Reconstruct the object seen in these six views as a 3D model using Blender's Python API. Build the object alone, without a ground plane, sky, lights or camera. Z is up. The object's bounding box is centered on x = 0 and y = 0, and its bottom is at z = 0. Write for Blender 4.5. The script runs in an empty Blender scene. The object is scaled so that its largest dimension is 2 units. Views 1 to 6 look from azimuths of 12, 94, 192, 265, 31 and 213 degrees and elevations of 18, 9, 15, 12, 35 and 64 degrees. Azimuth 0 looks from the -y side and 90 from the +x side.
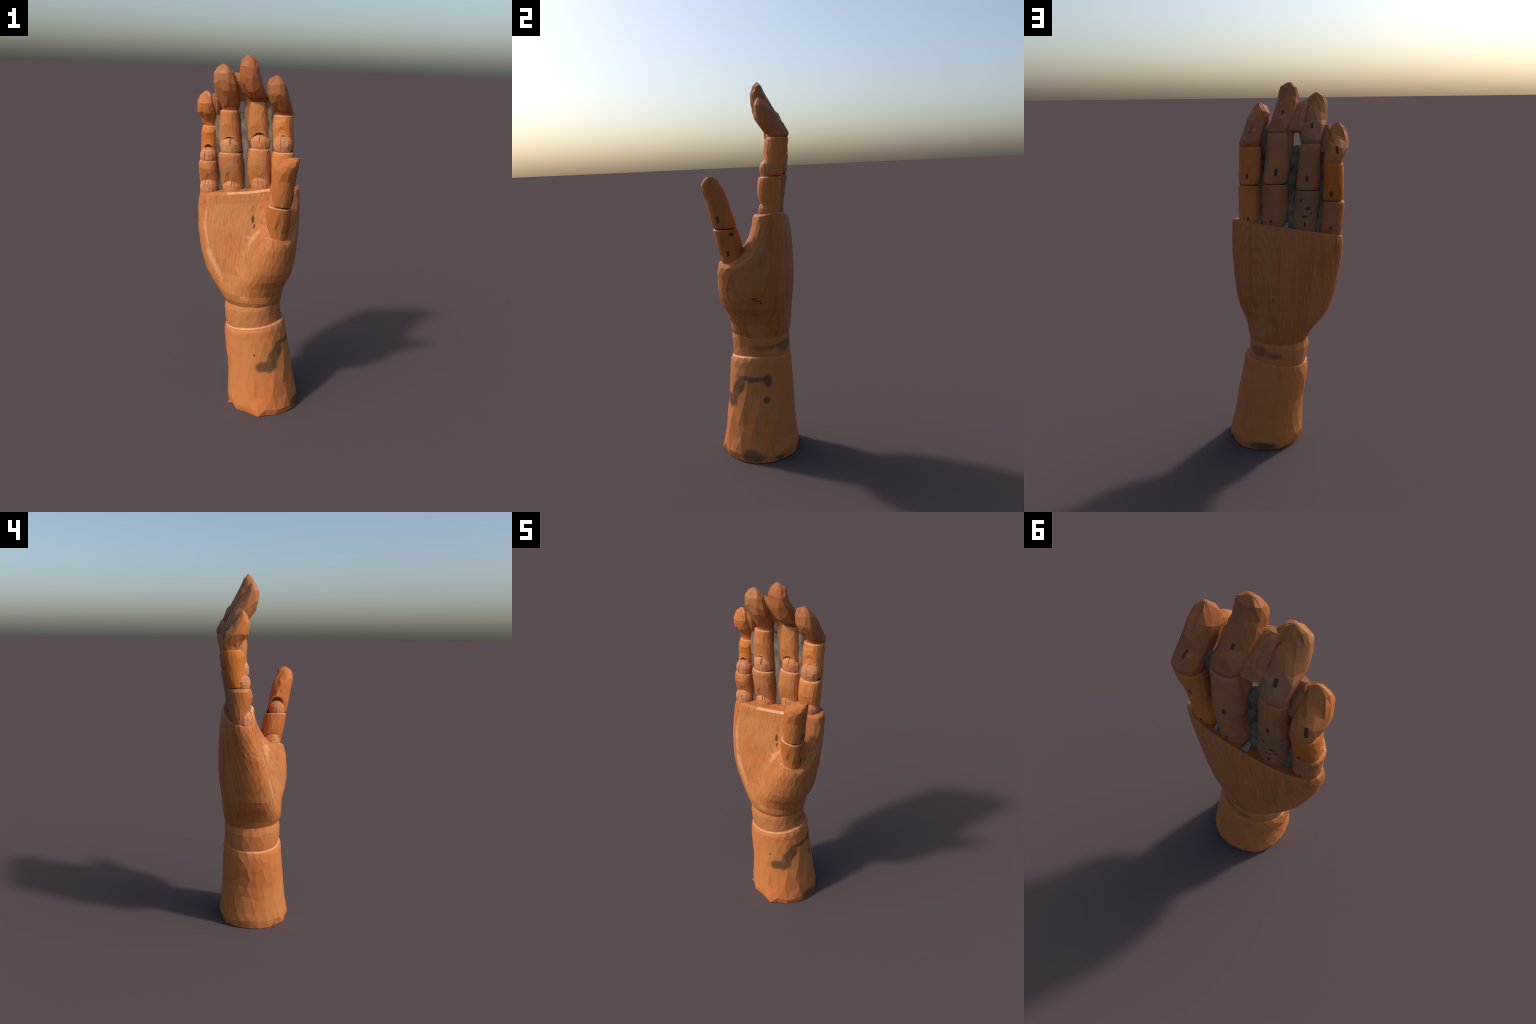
"""Jointed wooden artist's hand standing on its forearm.
Frame: z up, palm faces -y, thumb on +x.  Every solid is a loft through
horizontal sections (z, x_left, x_right, y_front, y_back), meshed as coarse,
irregular facets like the carved / scanned original."""
import bpy, math, random
from mathutils import Vector, noise

RNG = random.Random(7)
TAU = 2 * math.pi

# ------------------------------------------------------------------ materials
def new_mat(name):
    m = bpy.data.materials.new(name)
    m.use_nodes = True
    nt = m.node_tree
    nt.nodes.clear()
    out = nt.nodes.new("ShaderNodeOutputMaterial")
    b = nt.nodes.new("ShaderNodeBsdfPrincipled")
    nt.links.new(b.outputs[0], out.inputs[0])
    return m, nt, b


def N(nt, kind, **kw):
    n = nt.nodes.new(kind)
    for k, v in kw.items():
        setattr(n, k, v)
    return n


def put(nt, sock, v):
    if hasattr(v, "is_output") or isinstance(v, bpy.types.NodeSocket):
        nt.links.new(v, sock)
    else:
        sock.default_value = v


def math_n(nt, op, a, b=0.0, clamp=False):
    n = N(nt, "ShaderNodeMath", operation=op)
    n.use_clamp = clamp
    put(nt, n.inputs[0], a)
    put(nt, n.inputs[1], b)
    return n.outputs[0]


def mapping(nt, vec, scale=(1, 1, 1), loc=(0, 0, 0)):
    n = N(nt, "ShaderNodeMapping")
    put(nt, n.inputs["Vector"], vec)
    n.inputs["Scale"].default_value = scale
    n.inputs["Location"].default_value = loc
    return n.outputs[0]


def noise_n(nt, vec, scale, detail=4.0, rough=0.60, dist=0.0):
    n = N(nt, "ShaderNodeTexNoise")
    put(nt, n.inputs["Vector"], vec)
    n.inputs["Scale"].default_value = scale
    n.inputs["Detail"].default_value = detail
    n.inputs["Roughness"].default_value = rough
    n.inputs["Distortion"].default_value = dist
    return n.outputs["Fac"]


def ramp(nt, fac, stops, interp="LINEAR"):
    n = N(nt, "ShaderNodeValToRGB")
    n.color_ramp.interpolation = interp
    e = n.color_ramp.elements
    while len(e) < len(stops):
        e.new(0.5)
    for i, (p, c) in enumerate(stops):
        e[i].position = p
        e[i].color = (*c, 1) if len(c) == 3 else c
    put(nt, n.inputs[0], fac)
    return n.outputs[0]


def smooth(nt, v, lo, hi):
    n = N(nt, "ShaderNodeMapRange", interpolation_type="SMOOTHSTEP")
    put(nt, n.inputs["Value"], v)
    n.inputs["From Min"].default_value = lo
    n.inputs["From Max"].default_value = hi
    return n.outputs[0]


def mix(nt, fac, a, b, mode="MIX"):
    n = N(nt, "ShaderNodeMix", data_type="RGBA", blend_type=mode)
    put(nt, n.inputs[0], fac)
    put(nt, n.inputs[6], a if hasattr(a, "is_output") else (*a, 1))
    put(nt, n.inputs[7], b if hasattr(b, "is_output") else (*b, 1))
    return n.outputs[2]


def blobs(nt, vec, items, wobble=0.03, wscale=16.0):
    """Union of soft ellipsoids (centre, radii): 1 inside, 0 outside."""
    w = N(nt, "ShaderNodeTexNoise")
    put(nt, w.inputs["Vector"], vec)
    w.inputs["Scale"].default_value = wscale
    w.inputs["Detail"].default_value = 3.0
    off = N(nt, "ShaderNodeVectorMath", operation="SUBTRACT")
    nt.links.new(w.outputs["Color"], off.inputs[0])
    off.inputs[1].default_value = (.5, .5, .5)
    sc = N(nt, "ShaderNodeVectorMath", operation="SCALE")
    nt.links.new(off.outputs[0], sc.inputs[0])
    sc.inputs["Scale"].default_value = wobble
    ad = N(nt, "ShaderNodeVectorMath", operation="ADD")
    put(nt, ad.inputs[0], vec)
    nt.links.new(sc.outputs[0], ad.inputs[1])
    total = None
    for c, r in items:
        s = tuple(1 / q for q in r)
        p = mapping(nt, ad.outputs[0], s, tuple(-c[i] * s[i] for i in range(3)))
        ln = N(nt, "ShaderNodeVectorMath", operation="LENGTH")
        nt.links.new(p, ln.inputs[0])
        m = smooth(nt, ln.outputs["Value"], 1.3, 0.6)
        total = m if total is None else math_n(nt, "ADD", total, m, True)
    return total


def capsules(nt, vec, items):
    """Union of thin soft strokes (a, b, radius), ragged by noise: worn ridges."""
    rag = noise_n(nt, vec, 45.0, 4, .7)
    total = None
    for a, b, r in items:
        a, b = Vector(a), Vector(b)
        ba = b - a
        pa = N(nt, "ShaderNodeVectorMath", operation="SUBTRACT")
        put(nt, pa.inputs[0], vec)
        pa.inputs[1].default_value = a
        dt = N(nt, "ShaderNodeVectorMath", operation="DOT_PRODUCT")
        nt.links.new(pa.outputs[0], dt.inputs[0])
        dt.inputs[1].default_value = ba
        h = math_n(nt, "DIVIDE", dt.outputs["Value"], ba.length_squared, True)
        sc = N(nt, "ShaderNodeVectorMath", operation="SCALE")
        sc.inputs[0].default_value = ba
        nt.links.new(h, sc.inputs["Scale"])
        df = N(nt, "ShaderNodeVectorMath", operation="DISTANCE")
        nt.links.new(pa.outputs[0], df.inputs[0])
        nt.links.new(sc.outputs[0], df.inputs[1])
        d = math_n(nt, "DIVIDE", df.outputs["Value"], r)
        d = math_n(nt, "ADD", d, math_n(nt, "MULTIPLY", math_n(nt, "SUBTRACT", rag, .5), 2.2))
        m = smooth(nt, d, 1.0, .2)
        total = m if total is None else math_n(nt, "MAXIMUM", total, m)
    return total


def wood(name, tone, seed=0.0, grain=1.0, rough=0.60, wear=0.35, stains=(), stain_max=.92, specks=(), figure=0.0, dust=0.0, pale=(), worn=()):
    """Oiled wood: long fine fibres along z, slow tone drift, worn pale areas."""
    m, nt, b = new_mat(name)
    co = N(nt, "ShaderNodeTexCoord").outputs["Object"]
    sh = mapping(nt, co, loc=(seed * 1.7, seed * .9, seed * 2.3))
    drift = noise_n(nt, mapping(nt, sh, (1, 1, .45)), 7.0, 3)
    fibre = noise_n(nt, mapping(nt, sh, (1, 1, .045)), 120.0, 4, .6)
    streak = noise_n(nt, mapping(nt, sh, (1, 1, .07)), 34.0, 3, .6, .4)
    t = tone
    dark = tuple(c * k for c, k in zip(t, (.70, .60, .50)))
    light = tuple(min(1, c * k) for c, k in zip(t, (1.20, 1.25, 1.32)))
    red = tuple(c * k for c, k in zip(t, (1.10, .86, .78)))
    col = mix(nt, smooth(nt, drift, .35, .68), t, red)
    col = mix(nt, math_n(nt, "MULTIPLY", smooth(nt, streak, .48, .75), .55 * grain), col, dark)
    col = mix(nt, math_n(nt, "MULTIPLY", smooth(nt, fibre, .52, .72), .40 * grain), col, light)
    if figure:
        wv = N(nt, "ShaderNodeTexWave", wave_type="RINGS", rings_direction="Y")
        put(nt, wv.inputs["Vector"], mapping(nt, co, (1.0, .5, .30), (-.12, 0, -.285)))
        wv.inputs["Scale"].default_value = 16.0
        wv.inputs["Distortion"].default_value = 3.5
        wv.inputs["Detail"].default_value = 2.5
        wv.inputs["Detail Scale"].default_value = 1.4
        col = mix(nt, math_n(nt, "MULTIPLY", smooth(nt, wv.outputs["Fac"], .62, .98), figure), col, dark)
    patch = noise_n(nt, sh, 10.0, 5, .65)
    col = mix(nt, math_n(nt, "MULTIPLY", smooth(nt, patch, .52, .76), wear), col, light)
    if dust:
        sep = N(nt, "ShaderNodeSeparateXYZ")
        nt.links.new(co, sep.inputs[0])
        dm = noise_n(nt, mapping(nt, sh, (1, 1, .5)), 16.0, 5, .7)
        dm = math_n(nt, "MULTIPLY", smooth(nt, dm, .30, .62), smooth(nt, sep.outputs[1], .10, .165))
        col = mix(nt, math_n(nt, "MULTIPLY", dm, dust), col, (.180, .118, .072))
    if pale:
        col = mix(nt, math_n(nt, "MULTIPLY", blobs(nt, co, pale, .04, 14), .75),
                  col, tuple(min(1, c * k) for c, k in zip(t, (1.25, 1.5, 1.9))))
    if worn:
        col = mix(nt, math_n(nt, "MULTIPLY", capsules(nt, co, worn), .62), col, (.56, .275, .140))
    # tiny dents / pores
    vo = N(nt, "ShaderNodeTexVoronoi", feature="F1")
    put(nt, vo.inputs["Vector"], mapping(nt, sh, (1, 1, .6)))
    vo.inputs["Scale"].default_value = 26.0
    pore = smooth(nt, vo.outputs["Distance"], .11, .05)
    keep = smooth(nt, noise_n(nt, sh, 9.0, 2), .56, .62)
    col = mix(nt, math_n(nt, "MULTIPLY", math_n(nt, "MULTIPLY", pore, keep), .55), col, (.035, .016, .008))
    if stains:
        st = blobs(nt, co, stains)
        mot = smooth(nt, noise_n(nt, co, 40.0, 4, .7), .2, .7)
        st = math_n(nt, "MULTIPLY", st, math_n(nt, "MULTIPLY", math_n(nt, "ADD", math_n(nt, "MULTIPLY", mot, .2), .70), stain_max))
        col = mix(nt, st, col, (.040, .032, .020))
    if specks:
        col = mix(nt, math_n(nt, "MULTIPLY", blobs(nt, co, specks, .02, 60), .85), col, (.028, .016, .010))
    nt.links.new(col, b.inputs["Base Color"])
    r = math_n(nt, "ADD", math_n(nt, "MULTIPLY", patch, .25), rough - .12)
    nt.links.new(r, b.inputs["Roughness"])
    b.inputs["Specular IOR Level"].default_value = .14
    bp = N(nt, "ShaderNodeBump")
    bp.inputs["Strength"].default_value = .12
    bp.inputs["Distance"].default_value = .004
    nt.links.new(math_n(nt, "ADD", fibre, math_n(nt, "MULTIPLY", streak, .7)), bp.inputs["Height"])
    nt.links.new(bp.outputs[0], b.inputs["Normal"])
    return m


def plain(name, c1, c2, scale, rough=.8, streak=1.0):
    m, nt, b = new_mat(name)
    co = N(nt, "ShaderNodeTexCoord").outputs["Object"]
    f = noise_n(nt, mapping(nt, co, (1, 1, streak)), scale, 5, .65)
    nt.links.new(ramp(nt, f, [(.34, c1), (.66, c2)]), b.inputs["Base Color"])
    b.inputs["Roughness"].default_value = rough
    b.inputs["Specular IOR Level"].default_value = .25
    return m


TONE = (.40, .165, .060)
M_FOREARM = wood("forearm_wood", (.425, .162, .052), 1.0, .8, wear=.25,
    stains=[((.145, -.15, .292), (.034, .05, .032)), ((.190, -.13, .298), (.042, .05, .038)), ((.202, -.11, .345), (.034, .05, .052)),
            ((.220, -.085, .392), (.026, .04, .046)),
            ((.232, -.02, .428), (.035, .085, .016)), ((.236, .065, .415), (.03, .024, .034)),
            ((.262, .06, .318), (.03, .02, .02)),
            ((.315, -.02, .03), (.05, .065, .035)), ((.285, .11, .016), (.04, .035, .016)), ((.10, .2, .02), (.08, .05, .028))],
    specks=[((.102, -.165, .362), (.0055, .03, .008))])
M_WRIST = wood("wrist_wood", (.41, .162, .056), 2.0, .8, wear=.25, stain_max=.6,
    stains=[((.13, .17, .585), (.07, .06, .030)), ((.03, .18, .565), (.04, .05, .016)), ((.19, .06, .585), (.04, .09, .014))])
M_PALM = wood("palm_wood", (.372, .145, .048), 3.0, 1.4, wear=.45, figure=.30,
    specks=[((.028, -.005, 1.128), (.010, .03, .022)), ((.040, -.02, 1.09), (.006, .03, .012)),
            ((.26, .015, .872), (.03, .016, .005)), ((.25, .050, .848), (.03, .009, .007)), ((.26, .032, .860), (.03, .018, .004)),
            ((.17, .21, .865), (.040, .03, .008)), ((.19, .21, .85), (.008, .03, .016)),
            ((.03, .21, .90), (.004, .03, .009)), ((-.20, -.02, .925), (.004, .05, .004))],
    pale=[((.03, -.145, .70), (.030, .03, .015))],  # highlight on the palm heel, painted into the wood colour
    worn=[((-.245, .025, 1.240), (-.13, .030, 1.268), .012), ((-.13, .030, 1.268), (.08, -.01, 1.305), .012),
          ((.085, -.015, 1.30), (.070, -.03, 1.20), .020), ((.070, -.03, 1.20), (.080, -.06, 1.10), .030),
          ((.08, -.06, 1.10), (.03, -.06, 1.01), .028), ((-.255, .025, 1.22), (-.255, -.005, 1.08), .013),
          ((-.255, -.005, 1.08), (-.215, -.04, .93), .013), ((-.215, -.04, .93), (-.13, -.10, .79), .026),
          ((.10, -.14, 1.070), (.25, -.15, 1.078), .012)])
M_RIM = plain("pale_edge_wood", (.40, .170, .070), (.58, .300, .155), 30, .55)
M_BALL = wood("ball_wood", (.42, .185, .082), 4.0, 1.0, wear=.9)
M_SEG = [wood("segment_wood", (.370, .150, .050), 5.0, .9, dust=.45),
         wood("segment_wood_umber", (.335, .140, .052), 6.0, .9, dust=.75,
              specks=[((-.15, .175, 1.385), (.014, .03, .008)), ((-.115, .175, 1.425), (.006, .03, .010)), ((-.165, .175, 1.36), (.008, .03, .008)),
                      ((-.13, .175, 1.345), (.016, .03, .005))]),
         wood("segment_wood_orange", (.430, .135, .026), 7.0, .8, wear=.2),
         wood("segment_wood_honey", (.440, .172, .048), 8.0, .9)]
M_TIP = [wood("tip_wood", (.330, .132, .048), 9.0, .7, rough=.48, dust=.75),
         wood("tip_wood_red", (.290, .104, .036), 10.0, .8, rough=.50, dust=.3),
         wood("tip_wood_amber", (.380, .146, .042), 11.0, .7, rough=.48, dust=.2)]
M_THUMB = wood("thumb_wood", (.365, .132, .040), 12.0, .9, wear=.25)
M_DARK = plain("joint_shadow_wood", (.020, .011, .007), (.045, .022, .012), 50, .9)
M_KERF = plain("kerf_brown", (.08, .032, .014), (.15, .060, .026), 60, .9)
M_SLOT = plain("slot_dark", (.040, .020, .011), (.10, .046, .022), 45, .9)
M_FILL = plain("grey_filler", (.060, .040, .027), (.19, .150, .112), 30, .9, .5)
M_SCRAP = plain("pale_scrap", (.17, .115, .080), (.30, .22, .165), 40, .9)
M_FILLWOOD = plain("brown_filler", (.20, .080, .030), (.34, .140, .055), 26, .8, .6)

# ------------------------------------------------------------------ mesh tools
def make_obj(name, verts, faces, mats, parent, fmats=None, kind=None):
    me = bpy.data.meshes.new(name)
    me.from_pydata([tuple(v) for v in verts], [], faces)
    for m in mats:
        me.materials.append(m)
    if fmats:
        me.polygons.foreach_set("material_index", fmats)
    me.update()
    import bmesh
    bm = bmesh.new()
    bm.from_mesh(me)
    bmesh.ops.recalc_face_normals(bm, faces=bm.faces)
    bm.to_mesh(me)
    bm.free()
    me.polygons.foreach_set("use_smooth", [False] * len(me.polygons))
    ob = bpy.data.objects.new(name, me)
    bpy.context.scene.collection.objects.link(ob)
    ob.parent = parent
    if kind:
        ob["kind"] = kind
    return ob


def interp(rows, z):
    """Monotone-ish Catmull-Rom through the section table."""
    n = len(rows)
    for i in range(n - 1):
        if z <= rows[i + 1][0] or i == n - 2:
            break
    a, b = rows[i], rows[i + 1]
    h = b[0] - a[0]
    t = min(1, max(0, (z - a[0]) / h))
    pa, pb = rows[max(0, i - 1)], rows[min(n - 1, i + 2)]
    out = [z]
    for k in range(1, len(a)):
        d = (b[k] - a[k]) / h
        d0 = (a[k] - pa[k]) / (a[0] - pa[0]) if i > 0 else d
        d1 = (pb[k] - b[k]) / (pb[0] - b[0]) if i < n - 2 else d
        ma = 0 if d0 * d <= 0 else 2 * d0 * d / (d0 + d)
        mb = 0 if d1 * d <= 0 else 2 * d1 * d / (d1 + d)
        t2, t3 = t * t, t * t * t
        out.append((2*t3 - 3*t2 + 1) * a[k] + (t3 - 2*t2 + t) * h * ma
                   + (-2*t3 + 3*t2) * b[k] + (t3 - t2) * h * mb)
    return out


def section(row, power, dense=240):
    """Closed outline of one section, starting at the back and going round."""
    z, xl, xr, yf, yb = row[:5]
    back, front, widest = (row[5], row[6], row[7]) if len(row) > 5 else (power, power, .5)
    cx, cy, rx = (xl + xr) / 2, yf + (yb - yf) * widest, (xr - xl) / 2
    pts = []
    for i in range(dense):
        a = math.pi / 2 + TAU * i / dense
        c, s = math.cos(a), math.sin(a)
        k, ry = (back, yb - cy) if s > 0 else (front, cy - yf)
        p = [cx + rx * math.copysign(abs(c) ** (2 / k), c),
             cy + ry * math.copysign(abs(s) ** (2 / k), s), z]
        pts.append(p + [s])
    return pts


def resample(pts, fr):
    n = len(pts)
    acc = [0.0]
    for i in range(n):
        a, b = pts[i], pts[(i + 1) % n]
        acc.append(acc[-1] + math.dist(a[:3], b[:3]))
    out = []
    j = 0
    for f in fr:
        d = (f % 1.0) * acc[-1]
        j = 0
        while j < n - 1 and acc[j + 1] < d:
            j += 1
        t = (d - acc[j]) / max(1e-9, acc[j + 1] - acc[j])
        a, b = pts[j], pts[(j + 1) % n]
        out.append([a[k] + (b[k] - a[k]) * t for k in range(4)])
    return out


def loft(rows, zs, nseg, power=2.2, jitter=.22, rough=.0, zjit=.25, arch=None, warp=None,
         bottom_cup=0.0, top_dome=0.0, rim=None, zshift=None, bottom_ring=None, top_round=True):
    """Facetted loft.  rim=(count, material, half_angle, direction) marks the last bands.
    arch=(direction, half_angle, height) lifts the bottom edge on one side."""
    verts, faces, fm = [], [], []
    z0, z1 = zs[0], zs[-1]
    rings = []
    phase = RNG.random()
    for ri, z in enumerate(zs):
        row = interp(rows, z)
        edge = ri in (0, len(zs) - 1) or (rim and ri >= len(zs) - 1 - rim[0])
        jj = jitter * (.35 if edge else 1)
        fr = [(i + (0.5 if ri % 2 else 0) * (0 if edge or (ri and z - zs[ri - 1] < .033) else .6) + RNG.uniform(-jj, jj)) / nseg for i in range(nseg)]
        ring = resample(section(row, power), fr)
        cx, cy = (row[1] + row[2]) / 2, (row[3] + row[4]) / 2
        for p in ring:
            side = p.pop()
            if warp:
                warp(p, side)
            if rough and not edge:
                k = 1 + RNG.uniform(-rough, rough)
                p[0] = cx + (p[0] - cx) * k
                p[1] = cy + (p[1] - cy) * k
                if 0 < ri < len(zs) - 1:
                    p[2] += RNG.uniform(-zjit, zjit) * min(zs[ri] - zs[ri - 1], zs[ri + 1] - zs[ri]) * (1 if not edge else 0)
            if arch:
                ang = math.atan2(p[1] - cy, p[0] - cx)
                d = abs((ang - arch[0] + math.pi) % TAU - math.pi) / arch[1]
                if d < 1:
                    s = (z - z0) / (z1 - z0)
                    p[2] += arch[2] * math.sqrt(1 - d * d) * max(0, 1 - s * 1.1)
            if zshift:
                p[2] += zshift(p, z)
        rings.append(ring)
    if bottom_ring:
        rings[0] = bottom_ring
    idx = []
    for r in rings:
        idx.append(list(range(len(verts), len(verts) + len(r))))
        verts += r
    for ri in range(len(rings) - 1):
        a, b = idx[ri], idx[ri + 1]
        row = interp(rows, zs[ri])
        cx, cy = (row[1] + row[2]) / 2, (row[3] + row[4]) / 2
        for i in range(nseg):
            j = (i + 1) % nseg
            mi = 0
            if rim and ri >= len(rings) - 1 - rim[0]:
                p = verts[a[i]]
                d = abs((math.atan2(p[1] - cy, p[0] - cx) - rim[3] + math.pi) % TAU - math.pi)
                mi = rim[1] if d < rim[2] else 0
            mid = [math.hypot((verts[q][0] + verts[r][0]) / 2 - cx, (verts[q][1] + verts[r][1]) / 2 - cy)
                   for q, r in ((a[i], b[j]), (a[j], b[i]))]
            if mid[0] > mid[1]:      # keep the facets convex
                faces += [(a[i], a[j], b[j]), (a[i], b[j], b[i])]
            else:
                faces += [(a[i], a[j], b[i]), (a[j], b[j], b[i])]
            fm += [mi, mi]

    def cap(ring, h, up):
        c = [sum(verts[i][k] for i in ring) / len(ring) for k in range(3)]
        inner = []
        for i in ring:
            v = verts[i]
            inner.append(len(verts))
            verts.append([c[0] + (v[0] - c[0]) * .55, c[1] + (v[1] - c[1]) * .55,
                          c[2] + (v[2] - c[2]) * .55 + h * .75])
        verts.append([c[0], c[1], c[2] + h])
        ci = len(verts) - 1
        for i in range(len(ring)):
            j = (i + 1) % len(ring)
            faces.append((ring[i], ring[j], inner[j], inner[i]))
            faces.append((inner[i], inner[j], ci))
            fm.extend([0, 0])
    cap(idx[0], bottom_cup, False)
    cap(idx[-1], top_dome, True)
    return verts, faces, fm


def span(a, b, n):
    return [a + (b - a) * i / (n - 1) for i in range(n)]


FRONT = -math.pi / 2
# ------------------------------------------------------------------ hierarchy
def empty(name, loc, parent=None):
    e = bpy.data.objects.new(name, None)
    e.empty_display_size = .05
    bpy.context.scene.collection.objects.link(e)
    e.parent = parent
    return e


HAND = empty("wooden_hand", (0, 0, 0))
HAND["label"] = "jointed wooden artist hand standing upright on its forearm"
HAND["category"] = "mannequin hand"

# ------------------------------------------------------------------ forearm
FOOT = [(.14, .214), (.075, .202), (.01, .178), (-.028, .138), (-.055, .09), (-.072, .04), (-.078, -.01),
        (-.064, -.075), (-.030, -.113), (.008, -.166), (.060, -.178), (.105, -.194), (.149, -.210),
        (.188, -.182), (.243, -.158), (.290, -.113), (.325, -.058), (.342, -.012), (.337, .035),
        (.325, .082), (.300, .120), (.270, .152), (.233, .187), (.187, .203)]
FOREARM_ROWS = [(0.00, -.076, .338, -.196, .214), (.045, -.088, .334, -.198, .216),
                (.10, -.088, .318, -.190, .210), (.17, -.088, .302, -.180, .204),
                (.25, -.094, .286, -.169, .199), (.38, -.112, .256, -.157, .195),
                (.44, -.120, .243, -.152, .192), (.485, -.121, .236, -.148, .190),
                (.510, -.117, .226, -.140, .187), (.517, -.112, .218, -.134, .183)]


def forearm_tilt(p, z):
    return .16 * (p[0] - .05) * max(0, min(1, (z - .20) / .25))


v, f, fm = loft(FOREARM_ROWS, [0, .045, .115, .19, .265, .34, .405, .452, .485, .510, .517], len(FOOT), 2.1, .3, .004,
                rim=(1, 1, 1.75, FRONT - .25), zshift=forearm_tilt,
                bottom_ring=[[x, y, 0.0] for x, y in FOOT])
forearm = make_obj("forearm", v, f, [M_FOREARM, M_RIM], HAND, fm)
# torn splinter at the sawn end
sp = [(-.066, -.109, .0), (-.030, -.108, .004), (-.036, -.100, .042), (-.028, -.085, .004), (-.05, -.09, .0)]
make_obj("splinter", sp, [(0, 1, 2), (0, 2, 4), (1, 3, 2), (3, 4, 2), (0, 4, 3, 1)], [M_FOREARM], HAND)

# ------------------------------------------------------------------ wrist band
WRIST_ROWS = [(.47, -.106, .208, -.128, .178), (.51, -.110, .207, -.131, .181), (.56, -.119, .202, -.135, .183),
              (.62, -.127, .201, -.137, .185), (.67, -.12, .19, -.125, .175)]
v, f, fm = loft(WRIST_ROWS, [.47, .515, .565, .62, .67], 22, 2.1, .3, .003, zshift=forearm_tilt)
make_obj("wrist", v, f, [M_WRIST], HAND, fm)

# ------------------------------------------------------------------ palm
PALM_ROWS = [  # z, x_left, x_right, y_front, y_back, back power, front power, depth of the widest line
    (.634, -.122, .199, -.120, .182, 2.1, 2.1, .5), (.646, -.128, .201, -.132, .185, 2.2, 2.1, .5),
    (.670, -.140, .206, -.140, .190, 2.3, 2.2, .5),
    (.705, -.164, .210, -.134, .196, 2.3, 2.3, .48), (.755, -.206, .226, -.114, .200, 2.2, 2.4, .45),
    (.815, -.244, .256, -.094, .207, 2.1, 2.6, .40), (.862, -.260, .268, -.084, .213, 2.0, 2.8, .38),
    (.93, -.281, .277, -.064, .219, 1.95, 3.1, .36), (1.00, -.295, .282, -.044, .221, 1.95, 3.2, .34),
    (1.06, -.305, .283, -.028, .220, 1.95, 3.3, .34), (1.13, -.312, .279, -.008, .217, 2.0, 3.4, .36),
    (1.19, -.317, .275, .008, .213, 2.1, 3.4, .38), (1.240, -.320, .270, .020, .206, 2.2, 3.3, .40),
    (1.281, -.316, .264, .026, .199, 2.3, 3.2, .45), (1.291, -.306, .256, .040, .188, 2.3, 2.8, .5)]
MOUND = [(.60, 0, .06, .2), (.66, 0, .07, .2), (.72, .015, .09, .14), (.80, .076, .115, .125), (.88, .112, .138, .115),
         (.96, .135, .155, .115), (1.02, .148, .172, .105), (1.058, .148, .18, .10), (1.072, .130, .182, .095),
         (1.083, .088, .180, .088), (1.11, .048, .170, .080), (1.15, .026, .15, .075), (1.20, .014, .12, .07), (1.26, .012, .10, .07), (1.3, .012, .10, .07)]


def palm_warp(p, s):
    z = p[2]
    if s < .25:
        _, amp, mx, mw = interp(MOUND, z)
        d = (p[0] - mx) / mw
        if d > 0 and z < 1.06:
            d *= .62
        w = math.exp(-d ** 4 if abs(d) > 1 else -abs(d) ** 2.4)
        side = min(1, max(0, (.25 - s) / .6))
        p[1] -= amp * w * side
    return p


def palm_tilt(p, z):
    w = max(0, min(1, (z - 1.02) / .22))
    return w * (.118 * p[0] + .11 * (p[1] - .1) - .010) + .014 * w * math.exp(-((p[0] - .11) / .08) ** 2) * (p[1] < .08)


v, f, fm = loft(PALM_ROWS, [.634, .646, .672, .71, .765, .815, .865, .915, .96, 1.0, 1.035, 1.06, 1.074, 1.085, 1.11, 1.145,
                            1.185, 1.23, 1.262, 1.281, 1.291], 46, 2.5, .14, .0, warp=palm_warp, zshift=palm_tilt,
                rim=(1, 1, 1.0, FRONT), top_dome=-.004)
palm = make_obj("palm", v, f, [M_PALM, M_RIM], HAND, fm)

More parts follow.
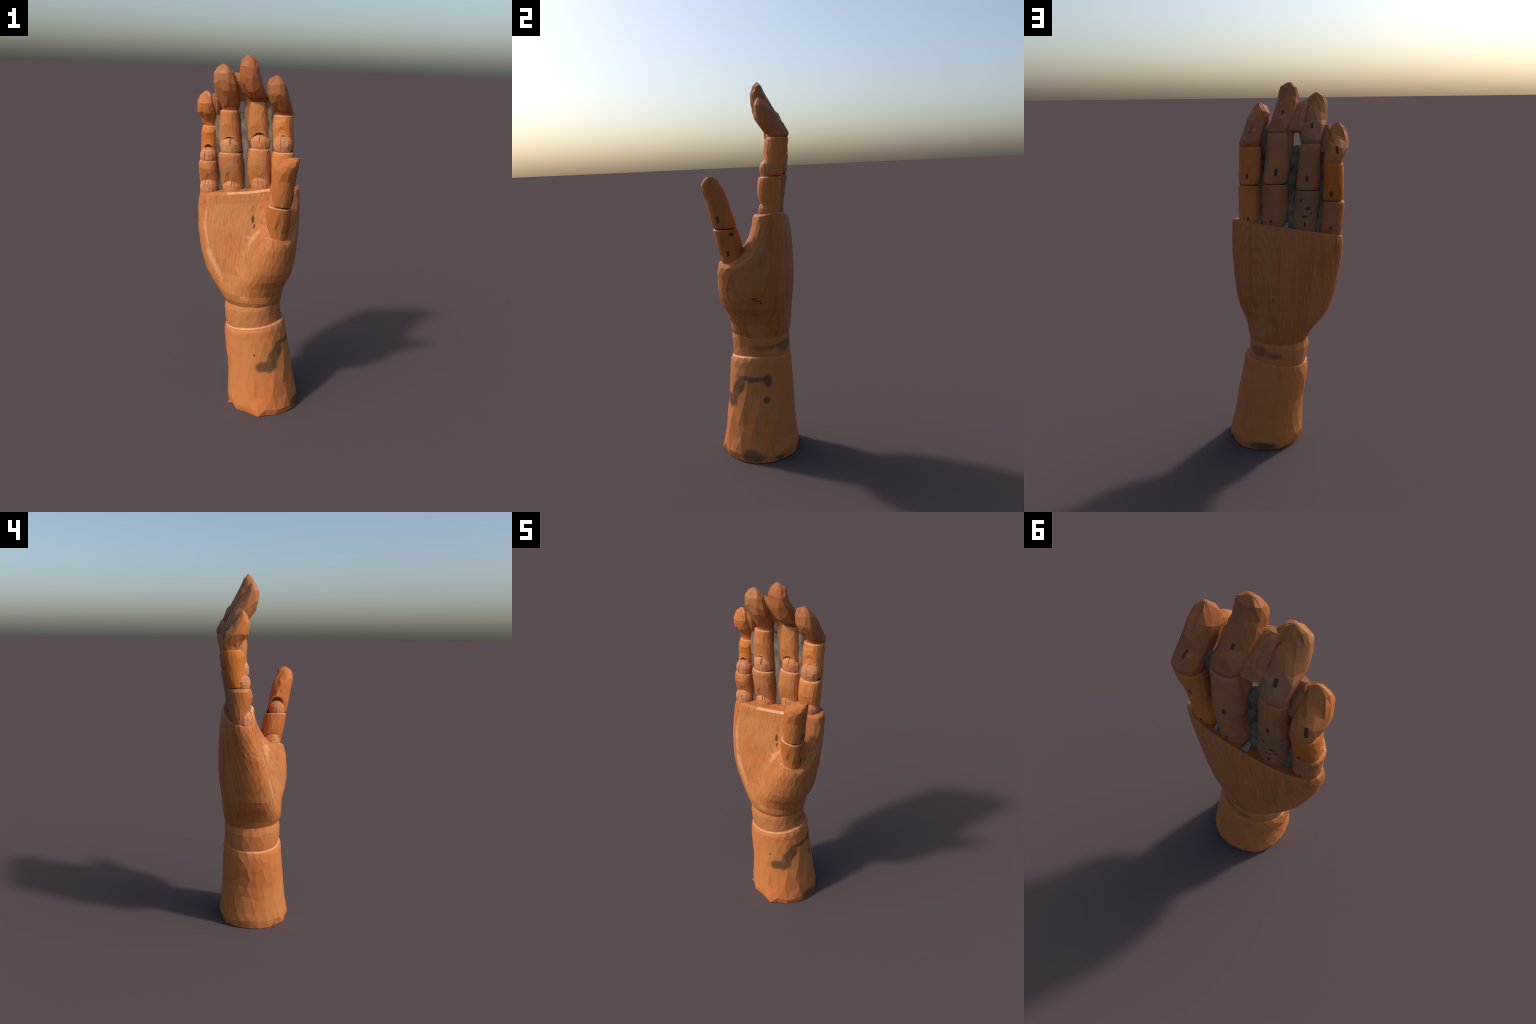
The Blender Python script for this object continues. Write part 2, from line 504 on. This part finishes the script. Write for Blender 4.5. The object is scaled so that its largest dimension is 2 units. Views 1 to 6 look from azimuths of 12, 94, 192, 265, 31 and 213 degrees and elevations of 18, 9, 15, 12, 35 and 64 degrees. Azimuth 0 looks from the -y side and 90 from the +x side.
# ------------------------------------------------------------------ joints
def ball(name, c, r, face_dir, parent, mat, nu=14, nv=9, slit=True):
    """Worn knuckle: domed on top, straight-sided below, with saw kerfs on the side that shows."""
    verts, faces = [], []
    for j in range(1, nv):
        ph = math.pi * j / nv
        sn = math.sin(ph) ** (.8 if ph < 1.57 else .35)
        for i in range(nu):
            th = TAU * i / nu + RNG.uniform(-.1, .1)
            k = 1 + RNG.uniform(-.02, .02)
            verts.append([c[0] + r[0] * sn * math.cos(th) * k,
                          c[1] + r[1] * sn * math.sin(th) * k,
                          c[2] + r[2] * math.cos(ph) * k])
    top = len(verts); verts.append([c[0], c[1], c[2] + r[2]])
    bot = len(verts); verts.append([c[0], c[1], c[2] - r[2]])
    for j in range(nv - 2):
        for i in range(nu):
            a, b = j * nu + i, j * nu + (i + 1) % nu
            faces += [(a, b, b + nu), (a, b + nu, a + nu)]
    for i in range(nu):
        faces += [(top, i, (i + 1) % nu), (bot, (nv - 2) * nu + (i + 1) % nu, (nv - 2) * nu + i)]
    ob = make_obj(name, verts, faces, [mat], parent)
    if slit:
        d = Vector((math.cos(face_dir), math.sin(face_dir), 0))
        s = Vector((-d.y, d.x, 0))
        for cut in range(RNG.choice((1, 1, 1, 2))):
            shift = RNG.uniform(-.022, .018) if cut else RNG.uniform(-.014, .004)
            kv, kf = [], []
            n = 9
            lo, hi = (15, RNG.uniform(85, 130)) if not cut else (35, 80)
            drift = 0
            for i in range(n):
                ph = math.radians(lo + (hi - lo) * i / (n - 1))
                sn = math.sin(ph) ** (.8 if ph < 1.57 else .35)
                drift += RNG.uniform(-.0014, .0014)
                w = (.0013 if not cut else .0009) * (1 - 1.2 * abs(i / (n - 1) - .5))
                flat = math.sqrt(max(.2, 1 - (shift / r[0]) ** 2))
                for q, k in ((-w, 1.006), (w, 1.006), (w, .9), (-w, .9)):
                    kv.append([c[0] + r[0] * d.x * sn * k * flat + s.x * (q + shift + drift),
                               c[1] + r[1] * d.y * sn * k * flat + s.y * (q + shift + drift),
                               c[2] + r[2] * math.cos(ph) * k])
            for i in range(n - 1):
                o = i * 4
                for k in range(4):
                    kf.append((o + k, o + (k + 1) % 4, o + 4 + (k + 1) % 4, o + 4 + k))
            kf += [(0, 1, 2, 3), (n*4-4, n*4-3, n*4-2, n*4-1)]
            make_obj("saw_kerf", kv, kf, [M_KERF], ob)
    return ob


def core(rows_z, parent, front_free=True):
    """Dark spigot blackened to draw the shadow in the hairline gap between segments."""
    z, xl, xr, yf, yb = rows_z
    m = .006
    y0 = yf + .035 if front_free else yf + m
    rows = [(z - .012, xl + m, xr - m, y0, yb - m), (z + .012, xl + m, xr - m, y0, yb - m)]
    v, f, fm = loft(rows, [z - .012, z, z + .012], 16, 2.2, .05)
    make_obj("gap_shadow_core", v, f, [M_DARK], parent, fm)


def slot(ob, c, size, normal_dir, parent):
    """Small dark mortise let into the surface of ob, found by looking in along normal_dir."""
    w, h = size
    d0 = Vector((math.cos(normal_dir), math.sin(normal_dir), 0))
    ok, hit, nor, _ = ob.ray_cast(Vector(c) + d0 * .3, -d0)
    if not ok:
        return
    s = Vector((0, 0, 1)).cross(nor).normalized()
    u = nor.cross(s)
    w *= RNG.uniform(.8, 1.2)
    h *= RNG.uniform(.7, 1.2)
    sk = RNG.uniform(-.15, .15)
    vs = []
    for k in (-.02, .0008):
        for a, b in ((-1, -1), (1, -1), (1, 1), (-1, 1)):
            vs.append(hit + nor * k + s * (a * w * .5 + b * h * sk * .5) + u * b * h * .5)
    make_obj("slot", vs, [(0, 1, 2, 3), (4, 5, 6, 7), (0, 1, 5, 4), (1, 2, 6, 5), (2, 3, 7, 6), (3, 0, 4, 7)], [M_SLOT], parent)


FINGERS = {
    "little_finger": dict(
        prox=[(1.248, -.310, -.209, .08, .150), (1.285, -.317, -.207, .064, .163), (1.372, -.325, -.213, .049, .170),
              (1.408, -.328, -.216, .056, .174), (1.420, -.323, -.217, .063, .174), (1.424, -.318, -.220, .070, .170)],
        mid=[(1.428, -.317, -.219, .092, .171), (1.436, -.320, -.218, .093, .174), (1.490, -.324, -.223, .095, .186), (1.569, -.324, -.223, .090, .200),
             (1.604, -.322, -.223, .100, .207), (1.612, -.320, -.225, .106, .206), (1.616, -.316, -.228, .113, .200)],
        tip=[(1.608, -.314, -.230, .134, .198), (1.632, -.322, -.227, .121, .206), (1.655, -.329, -.229, .104, .206), (1.690, -.343, -.231, .076, .189),
             (1.745, -.335, -.236, .066, .142), (1.782, -.321, -.246, .080, .122), (1.803, -.297, -.272, .098, .108)],
        balls=[((-.262, 1.270), .048, .054, .048), ((-.270, 1.452), .060, .050, .046)], mats=(0, 2, 2)),
    "ring_finger": dict(
        prox=[(1.245, -.188, -.056, .08, .165), (1.300, -.192, -.058, .066, .168), (1.380, -.200, -.065, .052, .170),
              (1.455, -.212, -.073, .052, .176), (1.470, -.208, -.076, .057, .177), (1.475, -.202, -.082, .065, .172)],
        mid=[(1.479, -.200, -.082, .072, .174), (1.488, -.204, -.079, .074, .178), (1.550, -.214, -.086, .072, .182), (1.600, -.214, -.090, .070, .185),
             (1.660, -.213, -.098, .075, .188), (1.697, -.212, -.104, .080, .189), (1.703, -.210, -.106, .084, .187), (1.707, -.205, -.109, .090, .182)],
        tip=[(1.699, -.203, -.110, .110, .180), (1.722, -.212, -.106, .100, .187), (1.740, -.215, -.101, .080, .184), (1.782, -.225, -.092, .052, .160),
             (1.860, -.232, -.096, .014, .109), (1.905, -.226, -.116, .013, .080), (1.932, -.208, -.138, .026, .066), (1.947, -.186, -.160, .040, .055)],
        balls=[((-.124, 1.282), .064, .060, .050), ((-.142, 1.514), .060, .060, .050)], mats=(1, 0, 0)),
    "middle_finger": dict(
        prox=[(1.270, -.022, .104, .09, .172), (1.320, -.032, .100, .078, .178), (1.390, -.044, .097, .070, .184),
              (1.488, -.044, .090, .080, .203), (1.500, -.042, .088, .085, .204), (1.505, -.035, .083, .093, .199)],
        mid=[(1.509, -.034, .082, .098, .200), (1.518, -.040, .084, .098, .205), (1.580, -.054, .076, .094, .209), (1.669, -.055, .066, .098, .208),
             (1.744, -.052, .060, .103, .203), (1.752, -.050, .059, .106, .201), (1.757, -.045, .054, .113, .196)],
        tip=[(1.749, -.042, .052, .130, .190), (1.770, -.052, .059, .114, .194), (1.788, -.062, .056, .072, .188), (1.822, -.072, .046, .044, .172),
             (1.888, -.087, .029, .020, .125), (1.940, -.087, .018, .019, .098), (1.976, -.077, .008, .035, .084), (1.996, -.054, -.022, .052, .066)],
        balls=[((.036, 1.318), .078, .060, .052), ((.026, 1.540), .088, .058, .048)], mats=(0, 0, 1)),
    "index_finger": dict(
        prox=[(1.275, .112, .222, .075, .162), (1.330, .104, .226, .060, .165), (1.392, .100, .226, .050, .170),
              (1.478, .098, .223, .056, .177), (1.492, .101, .221, .062, .179), (1.497, .107, .215, .070, .175)],
        mid=[(1.501, .107, .213, .098, .178), (1.510, .101, .215, .099, .183), (1.550, .092, .212, .101, .191), (1.598, .088, .207, .096, .206),
             (1.670, .086, .201, .104, .220), (1.688, .086, .199, .107, .223), (1.694, .090, .196, .113, .218)],
        tip=[(1.686, .094, .193, .132, .214), (1.708, .088, .198, .121, .226), (1.725, .082, .195, .098, .224), (1.765, .073, .189, .064, .198),
             (1.812, .062, .176, .044, .165), (1.855, .058, .165, .046, .130), (1.884, .072, .146, .056, .100), (1.899, .103, .126, .068, .082)],
        balls=[((.170, 1.325), .052, .058, .050), ((.158, 1.537), .066, .056, .048)], mats=(3, 3, 1)),
}


def build_finger(name, d):
    e = empty(name, (0, 0, 0), HAND)
    ms = d["mats"]

    def zlist(rows, extra):
        zs = [r[0] for r in rows]
        out = []
        for a, b in zip(zs, zs[1:]):
            out.append(a)
            if b - a > extra:
                out.append((a + b) / 2)
        return out + [zs[-1]]
    v, f, fm = loft(d["prox"], zlist(d["prox"], .06), 18, 2.25, .2, .002, arch=(FRONT, 1.15, .062), bottom_cup=.03,
                    rim=(1, 1, 1.25, FRONT))
    po = make_obj("proximal_segment", v, f, [M_SEG[ms[0]], M_RIM], e, fm)
    core(d["mid"][0], e)
    v, f, fm = loft(d["mid"], zlist(d["mid"], .06), 18, 2.25, .2, .002, arch=(FRONT, 1.1, .088), bottom_cup=.04,
                    rim=(1, 1, 1.2, FRONT))
    mo = make_obj("middle_segment", v, f, [M_SEG[ms[1]], M_RIM], e, fm)
    core(d["mid"][-1], e)
    v, f, fm = loft(d["tip"], zlist(d["tip"], .045), 14, 2.3, .3, .006, zjit=.3, top_dome=.004)
    to = make_obj("fingertip", v, f, [M_TIP[ms[2]]], e, fm)
    for (x, z), yf, rx, rz in d["balls"]:
        ball("ball_joint", (x, yf + .046, z), (rx, .046, rz), FRONT, e, M_BALL)
    # mortises on the back
    for part, ob, zf, h in (("prox", po, .22, .020), ("mid", mo, .22, .030), ("tip", to, .40, .036)):
        rows = d[part]
        z = rows[0][0] + (rows[-1][0] - rows[0][0]) * (zf + RNG.uniform(-.04, .04))
        r = interp(rows, z)
        slot(ob, ((r[1] + r[2]) / 2 + RNG.uniform(-.01, .01), r[4], z), (.011, h), math.pi / 2, e)
    return e


for k, d in FINGERS.items():
    build_finger(k, d)

# ------------------------------------------------------------------ thumb
thumb = empty("thumb", (0, 0, 0), HAND)
WEST = math.pi
T_PROX = [(1.050, .128, .246, -.150, -.030), (1.100, .124, .248, -.160, -.036), (1.160, .126, .256, -.172, -.042),
          (1.222, .134, .262, -.184, -.056), (1.236, .137, .261, -.186, -.059), (1.241, .143, .255, -.180, -.065)]
T_TIP = [(1.245, .145, .254, -.180, -.066), (1.253, .142, .264, -.188, -.064), (1.300, .151, .272, -.198, -.078), (1.380, .161, .281, -.213, -.096),
         (1.432, .176, .290, -.226, -.112), (1.468, .200, .298, -.227, -.128), (1.492, .218, .301, -.214, -.140), (1.509, .245, .298, -.192, -.160)]


def thumb_tilt(p, z):
    return -.10 * (p[0] - .2) if z < 1.3 else -.10 * (p[0] - .2) * max(0, 1 - (z - 1.3) / .1)


v, f, fm = loft(T_PROX, [r[0] for r in T_PROX], 18, 2.2, .22, .006, arch=(WEST, 1.05, .075), bottom_cup=.03,
                rim=(1, 1, 2.0, WEST + .7), zshift=thumb_tilt)
tpo = make_obj("proximal_segment", v, f, [M_THUMB, M_RIM], thumb, fm)
core((T_TIP[0][0], T_TIP[0][1] + .05, *T_TIP[0][2:]), thumb, False)
v, f, fm = loft(T_TIP, [1.245, 1.253, 1.30, 1.34, 1.38, 1.432, 1.468, 1.492, 1.509], 18, 2.1, .22, .01,
                arch=(WEST, 1.0, .09), bottom_cup=.04, zshift=thumb_tilt)
tto = make_obj("fingertip", v, f, [M_THUMB], thumb, fm)
ball("ball_joint", (.170, -.098, 1.088), (.052, .050, .056), WEST, thumb, M_BALL, slit=False)
ball("ball_joint", (.190, -.128, 1.276), (.048, .050, .052), WEST, thumb, M_BALL, slit=False)
slot(tto, (.268, -.150, 1.290), (.014, .040), -.25, thumb)
slot(tpo, (.2615, -.085, 1.212), (.022, .014), .15, thumb)
slot(tpo, (.2525, -.110, 1.110), (.014, .030), -.2, thumb)

# ------------------------------------------------------------------ scan filler bridging the fingers
def filler(rows, zs, mat, name="gap_filler"):
    v, f, fm = loft(rows, zs, 14, 3.0 if mat is M_FILLWOOD else 2.2, .3, .05)
    make_obj(name, v, f, [mat], HAND, fm)


# little finger to ring finger
filler([(1.24, -.215, -.175, .10, .150), (1.28, -.225, -.175, .10, .142), (1.35, -.225, -.185, .105, .134), (1.50, -.235, -.195, .105, .136), (1.62, -.240, -.20, .110, .146), (1.70, -.238, -.205, .115, .150)],
       [1.24, 1.28, 1.34, 1.40, 1.47, 1.54, 1.62, 1.70], M_FILL)
filler([(1.665, -.240, -.205, .12, .160), (1.72, -.25, -.205, .095, .145), (1.765, -.255, -.205, .085, .125), (1.795, -.245, -.220, .09, .11)], [1.665, 1.70, 1.73, 1.765, 1.795], M_FILLWOOD)
# ring finger to middle finger, with the open eye between the two pieces
filler([(1.26, -.065, -.015, .105, .150), (1.30, -.080, -.010, .11, .146), (1.38, -.085, -.020, .115, .140), (1.50, -.09, -.025, .118, .146), (1.60, -.10, -.035, .12, .152), (1.67, -.105, -.045, .13, .158), (1.697, -.10, -.085, .135, .15)],
       [1.26, 1.30, 1.36, 1.43, 1.50, 1.57, 1.63, 1.67, 1.697], M_FILL)
filler([(1.758, -.105, -.070, .12, .160), (1.772, -.13, -.030, .112, .172), (1.81, -.13, -.035, .090, .152), (1.86, -.135, -.045, .06, .116), (1.895, -.142, -.055, .055, .092), (1.908, -.142, -.10, .058, .078)],
       [1.758, 1.772, 1.79, 1.81, 1.84, 1.87, 1.895, 1.91], M_FILLWOOD)
filler([(1.61, -.052, -.03, .125, .165), (1.70, -.074, -.03, .125, .165), (1.77, -.075, -.03, .115, .165), (1.80, -.07, -.03, .10, .15)], [1.61, 1.66, 1.70, 1.735, 1.77, 1.80], M_FILLWOOD)
# middle finger to index finger
filler([(1.27, .090, .120, .11, .15), (1.31, .085, .120, .11, .146), (1.40, .08, .115, .115, .142), (1.55, .06, .105, .122, .150), (1.70, .045, .10, .13, .165), (1.75, .04, .095, .135, .168), (1.78, .05, .075, .14, .16)],
       [1.27, 1.31, 1.38, 1.46, 1.54, 1.62, 1.70, 1.75, 1.78], M_FILL)
# pale curled scraps where the filler meets the back of the palm
for x, y, z, w in ((.102, .176, 1.300, .014), (-.040, .182, 1.288, .028)):
    vs = [(x - w * .2, y - .04, z + .02), (x + w * .4, y - .035, z + .016), (x + w * .8, y + .004, z - .006), (x - w * .3, y + .008, z - .012),
          (x - w * .2, y - .042, z + .012), (x + w * .4, y - .037, z + .008), (x + w * .7, y + .000, z - .012), (x - w * .25, y + .003, z - .018)]
    make_obj("scrap", vs, [(0, 1, 2, 3), (7, 6, 5, 4), (0, 4, 5, 1), (1, 5, 6, 2), (2, 6, 7, 3), (3, 7, 4, 0)], [M_SCRAP], HAND)
